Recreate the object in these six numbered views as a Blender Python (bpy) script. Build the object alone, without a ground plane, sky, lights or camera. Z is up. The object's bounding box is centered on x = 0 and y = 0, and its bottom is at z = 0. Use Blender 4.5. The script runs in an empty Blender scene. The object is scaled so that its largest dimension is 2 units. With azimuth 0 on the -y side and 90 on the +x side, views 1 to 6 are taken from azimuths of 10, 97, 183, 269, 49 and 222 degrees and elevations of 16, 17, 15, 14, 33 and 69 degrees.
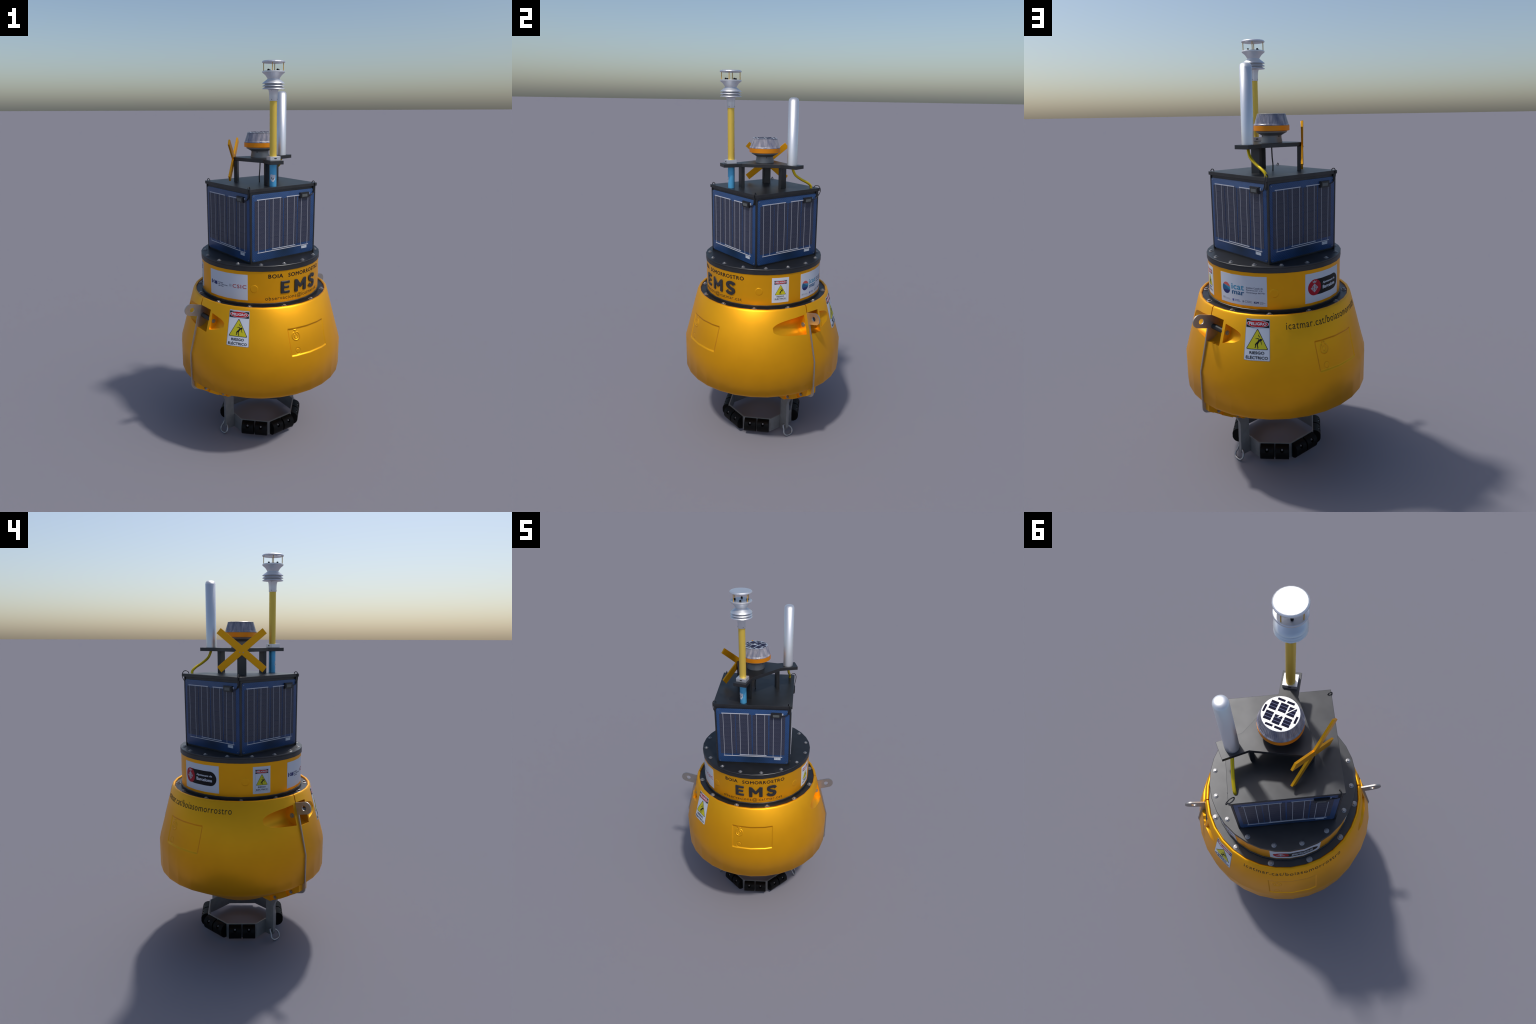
import bpy, bmesh, math, random
from math import pi, sin, cos, tan, radians, sqrt, atan2
from mathutils import Vector, Matrix

random.seed(7)
D = bpy.data
SCN = bpy.context.scene.collection

# ------------------------------------------------------------------ materials
def mat(name, col, rough=0.5, metal=0.0, spec=0.5, var=0.0, vscale=30.0, bump=0.0, bscale=200.0, coat=0.0):
    m = D.materials.new(name); m.use_nodes = True
    nt = m.node_tree; N = nt.nodes; L = nt.links
    p = N["Principled BSDF"]
    p.inputs["Base Color"].default_value = (*col, 1)
    p.inputs["Roughness"].default_value = rough
    p.inputs["Metallic"].default_value = metal
    p.inputs["Specular IOR Level"].default_value = spec
    p.inputs["Coat Weight"].default_value = coat
    tc = N.new("ShaderNodeTexCoord")
    if var > 0:
        nz = N.new("ShaderNodeTexNoise"); nz.inputs["Scale"].default_value = vscale
        nz.inputs["Detail"].default_value = 5
        cr = N.new("ShaderNodeValToRGB")
        a = [max(0, c * (1 - var)) for c in col]; b = [min(1, c * (1 + var)) for c in col]
        cr.color_ramp.elements[0].position = 0.3; cr.color_ramp.elements[0].color = (*a, 1)
        cr.color_ramp.elements[1].position = 0.7; cr.color_ramp.elements[1].color = (*b, 1)
        L.new(tc.outputs["Object"], nz.inputs["Vector"])
        L.new(nz.outputs["Fac"], cr.inputs["Fac"]); L.new(cr.outputs["Color"], p.inputs["Base Color"])
    if bump > 0:
        nb = N.new("ShaderNodeTexNoise"); nb.inputs["Scale"].default_value = bscale
        nb.inputs["Detail"].default_value = 3
        bp = N.new("ShaderNodeBump"); bp.inputs["Strength"].default_value = bump
        bp.inputs["Distance"].default_value = 0.002
        L.new(tc.outputs["Object"], nb.inputs["Vector"])
        L.new(nb.outputs["Fac"], bp.inputs["Height"]); L.new(bp.outputs["Normal"], p.inputs["Normal"])
    return m

YEL = (0.90, 0.405, 0.006)
M = dict(
    hull=mat("hull_yellow", YEL, 0.43, metal=0.68, spec=0.4, var=0.03, vscale=6, bump=0.02, bscale=300),
    black=mat("black_plastic", (0.066, 0.068, 0.072), 0.42, metal=0.9, var=0.10, vscale=15),
    rubber=mat("fender_rubber", (0.002, 0.002, 0.0022), 0.55, spec=0.15),
    cable=mat("black_cable", (0.012, 0.012, 0.013), 0.45),
    white=mat("white_enamel", (0.74, 0.75, 0.78), 0.40, metal=0.8),
    capw=mat("lantern_white", (0.74, 0.74, 0.76), 0.3),
    mast=mat("mast_yellow", (0.82, 0.57, 0.09), 0.45, metal=0.5),
    hose=mat("hose_yellow", (0.78, 0.55, 0.008), 0.3, metal=0.5),
    post=mat("post_gold", (0.62, 0.34, 0.04), 0.5),
    blue=mat("tube_blue", (0.10, 0.44, 0.74), 0.45, metal=0.5),
    steel=mat("stainless_steel", (0.44, 0.42, 0.40), 0.42, metal=0.9, var=0.06, vscale=60),
    bolt=mat("bolt_steel", (0.33, 0.33, 0.34), 0.45, metal=0.85),
    galv=mat("galvanised_steel", (0.25, 0.255, 0.26), 0.5, metal=0.6, var=0.08, vscale=40),
    orange=mat("lantern_orange", (0.86, 0.28, 0.003), 0.45, metal=0.5),
    lgrey=mat("lantern_grey", (0.22, 0.225, 0.23), 0.48, metal=0.6, var=0.15, vscale=8),
    dark=mat("dark_recess", (0.01, 0.01, 0.011), 0.6),
    ink=mat("ink_black", (0.008, 0.008, 0.009), 0.5, spec=0.2),
    inkthin=mat("ink_brown_black", (0.035, 0.028, 0.008), 0.5, spec=0.2),
    puffy=mat("puffy_black", (0.02, 0.02, 0.023), 0.38),
    paper=mat("sticker_white", (0.58, 0.61, 0.68), 0.45),
    edge=mat("sticker_edge_grey", (0.22, 0.24, 0.30), 0.5),
    red=mat("sign_red", (0.45, 0.002, 0.004), 0.45, spec=0.25),
    crimson=mat("crest_red", (0.40, 0.003, 0.018), 0.45, spec=0.25),
    csic=mat("print_red", (0.40, 0.03, 0.03), 0.5),
    signyel=mat("sign_yellow", (0.55, 0.50, 0.004), 0.45),
    navy=mat("print_navy", (0.008, 0.016, 0.13), 0.5),
    teal=mat("print_teal", (0.03, 0.26, 0.42), 0.5),
    dteal=mat("print_deep_teal", (0.008, 0.10, 0.23), 0.5),
    coral=mat("print_coral", (0.60, 0.10, 0.09), 0.5),
    pgrey=mat("print_grey", (0.12, 0.12, 0.17), 0.5),
    plight=mat("print_light_grey", (0.38, 0.40, 0.45), 0.5),
    pblue=mat("print_blue", (0.06, 0.08, 0.33), 0.5),
    busbar=mat("busbar_silver", (0.50, 0.51, 0.56), 0.4),
    finger=mat("finger_silver", (0.40, 0.41, 0.46), 0.42),
    label=mat("rating_label", (0.50, 0.54, 0.60), 0.5, var=0.3, vscale=300),
    cellgap=mat("lantern_cell_bed", (0.16, 0.18, 0.30), 0.6, spec=0.1),
    screen=mat("display_grey", (0.10, 0.11, 0.11), 0.35),
    cellblue=mat("lantern_cell", (0.006, 0.006, 0.026), 0.6, spec=0.1),
)

def panel_material(name, c1, c2, scale, rough, painted_reflection=False):
    """backsheet / cell: fine diagonal weave of two tones"""
    m = D.materials.new(name); m.use_nodes = True
    N = m.node_tree.nodes; L = m.node_tree.links; p = N["Principled BSDF"]
    tc = N.new("ShaderNodeTexCoord")
    w = N.new("ShaderNodeTexWave"); w.wave_type = 'BANDS'; w.bands_direction = 'DIAGONAL'
    w.inputs["Scale"].default_value = scale; w.inputs["Distortion"].default_value = 1.5
    w.inputs["Detail"].default_value = 2; w.inputs["Detail Scale"].default_value = 2
    n = N.new("ShaderNodeTexNoise"); n.inputs["Scale"].default_value = 22; n.inputs["Detail"].default_value = 6
    mx = N.new("ShaderNodeMath"); mx.operation = 'MULTIPLY_ADD'; mx.inputs[1].default_value = 0.45
    cr = N.new("ShaderNodeValToRGB")
    cr.color_ramp.elements[0].position = 0.25; cr.color_ramp.elements[0].color = (*c1, 1)
    cr.color_ramp.elements[1].position = 0.85; cr.color_ramp.elements[1].color = (*c2, 1)
    L.new(tc.outputs["Object"], w.inputs["Vector"]); L.new(tc.outputs["Object"], n.inputs["Vector"])
    L.new(w.outputs["Fac"], mx.inputs[0]); L.new(n.outputs["Fac"], mx.inputs[2])
    L.new(mx.outputs[0], cr.inputs["Fac"])
    L.new(cr.outputs["Color"], p.inputs["Base Color"])
    p.inputs["Roughness"].default_value = rough
    if painted_reflection:
        # dark greenish reflection painted into the colour at the foot of the backsheet
        mp = N.new("ShaderNodeMapping"); mp.inputs["Location"].default_value = (0, 0, 1.9)
        mp.inputs["Scale"].default_value = (9.0, 9.0, 14.0)
        gr = N.new("ShaderNodeTexGradient"); gr.gradient_type = 'SPHERICAL'
        mix = N.new("ShaderNodeMix"); mix.data_type = 'RGBA'
        mix.inputs[7].default_value = (0.006, 0.022, 0.045, 1)
        L.new(tc.outputs["Object"], mp.inputs["Vector"]); L.new(mp.outputs["Vector"], gr.inputs["Vector"])
        mm = N.new("ShaderNodeMath"); mm.operation = 'MULTIPLY'; mm.inputs[1].default_value = 0.8
        L.new(gr.outputs["Fac"], mm.inputs[0]); L.new(mm.outputs[0], mix.inputs[0])
        L.new(cr.outputs["Color"], mix.inputs[6]); L.new(mix.outputs[2], p.inputs["Base Color"])
    return m
M["sheet"] = panel_material("panel_backsheet", (0.008, 0.034, 0.112), (0.020, 0.066, 0.19), 55, 0.38, True)
M["cell"] = panel_material("panel_cell", (0.016, 0.021, 0.047), (0.039, 0.043, 0.073), 55, 0.42)

def lens_material():
    m = D.materials.new("lantern_lens"); m.use_nodes = True
    N = m.node_tree.nodes; L = m.node_tree.links; p = N["Principled BSDF"]
    tc = N.new("ShaderNodeTexCoord")
    mp = N.new("ShaderNodeMapping"); mp.inputs["Scale"].default_value = (70, 70, 2)
    n = N.new("ShaderNodeTexNoise"); n.inputs["Scale"].default_value = 1.0; n.inputs["Detail"].default_value = 3
    cr = N.new("ShaderNodeValToRGB"); e = cr.color_ramp.elements
    e[0].position = 0.25; e[0].color = (0.10, 0.11, 0.19, 1)
    e[1].position = 0.75; e[1].color = (0.42, 0.39, 0.44, 1)
    k = e.new(0.5); k.color = (0.23, 0.225, 0.27, 1)
    L.new(tc.outputs["Object"], mp.inputs["Vector"]); L.new(mp.outputs["Vector"], n.inputs["Vector"])
    L.new(n.outputs["Fac"], cr.inputs["Fac"]); L.new(cr.outputs["Color"], p.inputs["Base Color"])
    p.inputs["Roughness"].default_value = 0.22
    p.inputs["Coat Weight"].default_value = 0.3
    return m
M["lens"] = lens_material()

# ------------------------------------------------------------------ object helpers
ROOT = D.objects.new("navigation_buoy", None); SCN.objects.link(ROOT)
ROOT["label"] = "yellow ocean data buoy with solar panels, lantern and mast"
ROOT["category"] = "ocean buoy"

def obj(name, mesh, parent=ROOT, m=None, smooth=None):
    o = D.objects.new(name, mesh); SCN.objects.link(o); o.parent = parent
    if m is not None:
        mesh.materials.clear()
        for k in (m if isinstance(m, (list, tuple)) else [m]): mesh.materials.append(M[k])
    if smooth is not None: smooth_by_angle(mesh, smooth)
    return o

def smooth_by_angle(me, ang):
    bm = bmesh.new(); bm.from_mesh(me)
    for f in bm.faces: f.smooth = True
    for e in bm.edges:
        e.smooth = not (len(e.link_faces) == 2 and e.calc_face_angle(0) > radians(ang))
    bm.to_mesh(me); bm.free()

def done(bm, name):
    me = D.meshes.new(name); bmesh.ops.recalc_face_normals(bm, faces=bm.faces[:])
    bm.to_mesh(me); bm.free(); return me

def bm_lathe(bm, prof, n=32, c=(0, 0), a0=0.0):
    """revolve (r,z) profile, closing on the axis where r==0"""
    rings = []
    for r, z in prof:
        if r < 1e-6: rings.append([bm.verts.new((c[0], c[1], z))])
        else: rings.append([bm.verts.new((c[0] + r * cos(a0 + 2 * pi * i / n), c[1] + r * sin(a0 + 2 * pi * i / n), z)) for i in range(n)])
    for A, B in zip(rings, rings[1:]):
        for i in range(n):
            j = (i + 1) % n
            if len(A) == 1 and len(B) == 1: continue
            if len(A) == 1: bm.faces.new((A[0], B[i], B[j]))
            elif len(B) == 1: bm.faces.new((A[i], A[j], B[0]))
            else: bm.faces.new((A[i], A[j], B[j], B[i]))
    return rings

def lathe(name, prof, m, parent=ROOT, n=32, c=(0, 0), ang=32):
    bm = bmesh.new(); bm_lathe(bm, prof, n, c)
    return obj(name, done(bm, name), parent, m, ang)

def bm_prism(bm, pts, axis_fn, lo, hi):
    """closed polygon pts (a,b) extruded lo..hi; axis_fn(a,b,h)->xyz"""
    A = [bm.verts.new(axis_fn(a, b, lo)) for a, b in pts]
    B = [bm.verts.new(axis_fn(a, b, hi)) for a, b in pts]
    bm.faces.new(A); bm.faces.new(B[::-1])
    n = len(pts)
    for i in range(n):
        j = (i + 1) % n; bm.faces.new((A[i], B[i], B[j], A[j]))

def bevel(bm, w, ang=30, seg=2):
    es = [e for e in bm.edges if len(e.link_faces) == 2 and e.calc_face_angle(0) > radians(ang)]
    bmesh.ops.bevel(bm, geom=es, offset=w, segments=seg, profile=0.5, affect='EDGES', clamp_overlap=True)

def prism(name, pts, fn, lo, hi, m, parent=ROOT, bev=0.0, ang=35):
    bm = bmesh.new(); bm_prism(bm, pts, fn, lo, hi)
    bmesh.ops.recalc_face_normals(bm, faces=bm.faces[:])
    if bev: bevel(bm, bev)
    return obj(name, done(bm, name), parent, m, 20 if bev else ang)

def box(name, c, size, m, parent=ROOT, rot=0.0, bev=0.0):
    ca, sa = cos(rot), sin(rot)
    fn = lambda a, b, h: (c[0] + a * ca - b * sa, c[1] + a * sa + b * ca, c[2] + h)
    x, y, z = (s / 2 for s in size)
    return prism(name, [(-x, -y), (x, -y), (x, y), (-x, y)], fn, -z, z, m, parent, bev)

def catmull(pts, k=8):
    P = [Vector(p) for p in pts]; P = [2 * P[0] - P[1]] + P + [2 * P[-1] - P[-2]]
    out = []
    for i in range(1, len(P) - 2):
        for t in [j / k for j in range(k)]:
            a, b, c, d = P[i - 1:i + 3]
            out.append(0.5 * ((2 * b) + (c - a) * t + (2 * a - 5 * b + 4 * c - d) * t * t + (3 * b - a - 3 * c + d) * t ** 3))
    out.append(P[-2]); return out

def bm_tube(bm, path, r, n=10):
    path = [Vector(p) for p in path]
    t = (path[1] - path[0]).normalized()
    up = t.orthogonal().normalized(); rings = []
    for i, p in enumerate(path):
        t2 = (path[min(i + 1, len(path) - 1)] - path[max(i - 1, 0)]).normalized()
        up = (up - t2 * up.dot(t2)).normalized(); s = t2.cross(up)
        rings.append([bm.verts.new(p + r * (cos(2 * pi * k / n) * up + sin(2 * pi * k / n) * s)) for k in range(n)])
    for A, B in zip(rings, rings[1:]):
        for k in range(n): bm.faces.new((A[k], A[(k + 1) % n], B[(k + 1) % n], B[k]))
    bm.faces.new(rings[0][::-1]); bm.faces.new(rings[-1])

def tube(name, path, r, m, parent=ROOT, n=10, k=8):
    bm = bmesh.new(); bm_tube(bm, catmull(path, k) if k else path, r, n)
    return obj(name, done(bm, name), parent, m, 50)

def copies(src, name, mats, parent):
    """linked duplicates placed by world matrices (parents have identity transforms)"""
    for i, mt in enumerate(mats):
        o = src if i == 0 else src.copy()
        if i: SCN.objects.link(o)
        o.name = name; o.parent = parent; o.matrix_local = mt

def arc(cx, cy, r, a0, a1, n=12):
    return [(cx + r * cos(radians(a0 + (a1 - a0) * i / n)), cy + r * sin(radians(a0 + (a1 - a0) * i / n))) for i in range(n + 1)]

# ------------------------------------------------------------------ wrapping flat art onto the turned surfaces
SEG = 2 * pi / 32
def poly_r(th, Rv):
    """radius of the 32-sided shell at angle th"""
    t = th % SEG
    return Rv * cos(SEG / 2) / cos(t - SEG / 2)

def cone_r(z):
    """upper hull: a cone with a slight swell towards the shoulder"""
    t = max(0.0, min(1.0, (z - 0.60) / 0.22))
    return 0.4455 - 0.2775 * (z - 0.553) + 0.0026 * t * t * (3 - 2 * t)

class Surf:
    def __init__(s, Rv, slope=0.0, z0=0.0): s.Rv, s.k, s.z0 = Rv, slope, z0
    def R(s, z): return cone_r(z) if s.k else s.Rv
    def pt(s, th, z, h):
        r = poly_r(th, s.R(z)) + h
        return Vector((r * cos(th), r * sin(th), z))
    def nrm(s, th):
        l = sqrt(1 + s.k * s.k); return Vector((cos(th) / l, sin(th) / l, s.k / l))
DRUM = Surf(0.3175)
CONE = Surf(0.4455, 0.2775, 0.553)

def wrap(bm, surf, name, parent, m, top):
    """bm verts hold (theta, z, h); cut at the facet lines and map on to the surface"""
    ths = [v.co.x for v in bm.verts]; lo, hi = min(ths), max(ths)
    k = math.floor(lo / SEG) * 1
    t = (k + 1) * SEG
    while t < hi - 1e-4:
        if t > lo + 1e-4:
            bmesh.ops.bisect_plane(bm, geom=bm.verts[:] + bm.edges[:] + bm.faces[:], plane_co=(t, 0, 0), plane_no=(1, 0, 0), dist=1e-6)
        t += SEG
    bmesh.ops.recalc_face_normals(bm, faces=bm.faces[:])
    nr = []
    for f in bm.faces:
        f.smooth = True
    bmesh.ops.triangulate(bm, faces=[f for f in bm.faces if len(f.verts) > 4])
    fl = [[f.normal.z > 0.7] for f in bm.faces]
    nl = []
    for f in bm.faces:
        up = f.normal.z > 0.7
        for l in f.loops:
            th = l.vert.co.x
            nl.append((surf.nrm(th) if up else None))
    for v in bm.verts:
        v.co = surf.pt(v.co.x, v.co.y, v.co.z)
    me = D.meshes.new(name); bm.to_mesh(me)
    bm.free()
    out = []
    for i, nn in enumerate(nl):
        out.append(nn if nn is not None else Vector((0, 0, 0)))
    me.normals_split_custom_set([tuple(v) for v in out])
    return obj(name, me, parent, m)

def art_poly(surf, polys, name, parent, m, h, base=-0.0006):
    """polys: list of closed outlines [(theta_deg,z)...]"""
    bm = bmesh.new()
    for pts in polys:
        bm_prism(bm, [(radians(a), z) for a, z in pts], lambda a, b, q: (a, b, q), base, h)
    return wrap(bm, surf, name, parent, m, h)

def text_mesh(s, bold=0.0, shear=0.0, space=1.0, extrude=0.5):
    cu = D.curves.new("t", 'FONT'); cu.body = s; cu.size = 1.0; cu.offset = bold; cu.shear = shear
    cu.space_character = space; cu.extrude = extrude; cu.resolution_u = 3
    o = D.objects.new("t", cu); SCN.objects.link(o)
    dg = bpy.context.evaluated_depsgraph_get(); dg.update()
    me = D.meshes.new_from_object(o.evaluated_get(dg)); D.objects.remove(o); D.curves.remove(cu)
    return me

def art_text(surf, s, th0, th1, zb, zt, name, parent, m, h, bold=0.0, space=1.0, shear=0.0, base=-0.0004, fit_ref=None):
    """text filling theta0..theta1; zb..zt span the glyph extents"""
    me = text_mesh(s, 0.0, shear, space)
    bm = bmesh.new()
    # weight is built by over-striking the glyphs, each strike a hair higher
    strikes = [(0, 0)] + ([(bold, 0), (-bold, 0), (0, bold * 0.8), (0, -bold * 0.8)] if bold > 0 else [])
    for i, (dx, dy) in enumerate(strikes):
        n0 = len(bm.verts); bm.from_mesh(me); bm.verts.ensure_lookup_table()
        for v in bm.verts[n0:]:
            v.co.x += dx; v.co.y += dy; v.co.z = (1 + i) if v.co.z > 0 else -1
    D.meshes.remove(me)
    bmesh.ops.remove_doubles(bm, verts=bm.verts[:], dist=1e-5)
    xs = [v.co.x for v in bm.verts]; ys = [v.co.y for v in bm.verts]
    x0, x1, y0, y1 = min(xs), max(xs), min(ys), max(ys)
    for v in bm.verts:
        v.co = (radians(th0 + (th1 - th0) * (v.co.x - x0) / (x1 - x0)), zb + (zt - zb) * (v.co.y - y0) / (y1 - y0), h + (v.co.z - 1) * 0.00004 if v.co.z > 0 else base)
    return wrap(bm, surf, name, parent, m, h)

def clip(poly, a, b, c):
    """keep a*x+b*y>=c"""
    out = []
    for i in range(len(poly)):
        p, q = poly[i], poly[(i + 1) % len(poly)]
        dp, dq = a * p[0] + b * p[1] - c, a * q[0] + b * q[1] - c
        if dp >= 0: out.append(p)
        if dp * dq < 0:
            t = dp / (dp - dq); out.append((p[0] + t * (q[0] - p[0]), p[1] + t * (q[1] - p[1])))
    return out

def rrect(x0, x1, y0, y1, rx, ry, n=4):
    return [(x1 - rx + rx * cos(a), y1 - ry + ry * sin(a)) for a in [i * pi / 2 / n for i in range(n + 1)]] + \
           [(x0 + rx - rx * sin(a), y1 - ry + ry * cos(a)) for a in [i * pi / 2 / n for i in range(n + 1)]] + \
           [(x0 + rx - rx * cos(a), y0 + ry - ry * sin(a)) for a in [i * pi / 2 / n for i in range(n + 1)]] + \
           [(x1 - rx + rx * sin(a), y0 + ry - ry * cos(a)) for a in [i * pi / 2 / n for i in range(n + 1)]]

def ellipse(cx, cy, rx, ry, n=36): return [(cx + rx * cos(2 * pi * i / n), cy + ry * sin(2 * pi * i / n)) for i in range(n)]
def stroke(p, q, w0, w1=None, asp=1.0):
    """tapered limb from p to q (theta,z); asp = deg per metre"""
    w1 = w0 if w1 is None else w1
    dx, dy = (q[0] - p[0]) / asp, q[1] - p[1]; l = sqrt(dx * dx + dy * dy); nx, ny = -dy / l, dx / l
    return [(p[0] + nx * w0 * asp, p[1] + ny * w0), (p[0] - nx * w0 * asp, p[1] - ny * w0), (q[0] - nx * w1 * asp, q[1] - ny * w1), (q[0] + nx * w1 * asp, q[1] + ny * w1)]

# ================================================================== HULL
def smooth01(x):
    x = max(0.0, min(1.0, x)); return x * x * (3 - 2 * x)

PANELS = [(-43.85, 0.6675, 0.240), (135.65, 0.6525, 0.238)]
PH = 0.1385
def relief(th, z):
    """inward depth of the two moulded recesses with their embossed marks"""
    if z < 0.56 or z > 0.76: return 0.0
    d = 0.0
    for tc, zc, W in PANELS:
        dt = (th - radians(tc) + pi) % (2 * pi) - pi
        r = 0.4455 - 0.2775 * (z - 0.553)
        x = dt * r; y = (z - zc)
        if abs(x) > W / 2 + 0.01 or abs(y) > PH / 2 + 0.01: continue
        inx = min(x + W / 2, W / 2 - x); iny = min(PH / 2 - y, y + PH / 2)
        g = 0.0058 * smooth01(inx / 0.006) * smooth01(iny / 0.009)
        # ring mark with handle
        cx, cy = -W / 2 + 0.0425, 0.028
        q = sqrt((x - cx) ** 2 + ((y - cy) * 1.03) ** 2)
        ring = smooth01(1 - abs(q - 0.0205) / 0.0045)
        if abs(x - cx) < 0.007 and y > cy: ring = 0
        inner = smooth01(1 - abs(q - 0.0095) / 0.0035)
        if abs(x - cx) < 0.0035 and y > cy: inner = 0
        tab = smooth01((0.0105 - abs(x - cx)) / 0.003) * smooth01((0.0035 - abs(y - (cy + 0.030))) / 0.002)
        stem = smooth01((0.0045 - abs(x - cx)) / 0.003) * smooth01((0.010 - abs(y - (cy + 0.020))) / 0.003)
        dot = smooth01(1 - abs(sqrt((x - cx + 0.001) ** 2 + (y + 0.045) ** 2) - 0.0135) / 0.003)
        g -= 0.0030 * max(ring, inner * 0.8, tab, stem * 0.7) ; g += 0.0020 * dot
        d = max(d, g) if d == 0 else g
    return d

def hull_profile():
    P = [(0.0, 0.822), (0.3537, 0.822), (0.3537, 0.8395)]
    P += [(0.3549, 0.8427), (0.3590, 0.8443), (0.3635, 0.8438), (0.3668, 0.8415)]
    zt, zb = 0.838, 0.553
    rows = sorted({0.835, 0.78, 0.76, 0.57} | {0.745 - i * 0.0021 for i in range(82)}, reverse=True)
    P += [(cone_r(z), z) for z in rows]
    P += [(0.4450, 0.5560), (0.4455, 0.550), (0.4455, 0.500), (0.4455, 0.450), (0.4455, 0.4035)]
    P += [(0.4445, 0.3975), (0.4415, 0.3925), (0.4370, 0.3890), (0.4310, 0.3850)]
    P += [(0.40, 0.3665), (0.35, 0.336), (0.30, 0.3055), (0.25, 0.275), (0.2, 0.2445), (0.17, 0.236), (0.0, 0.234)]
    return P

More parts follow.
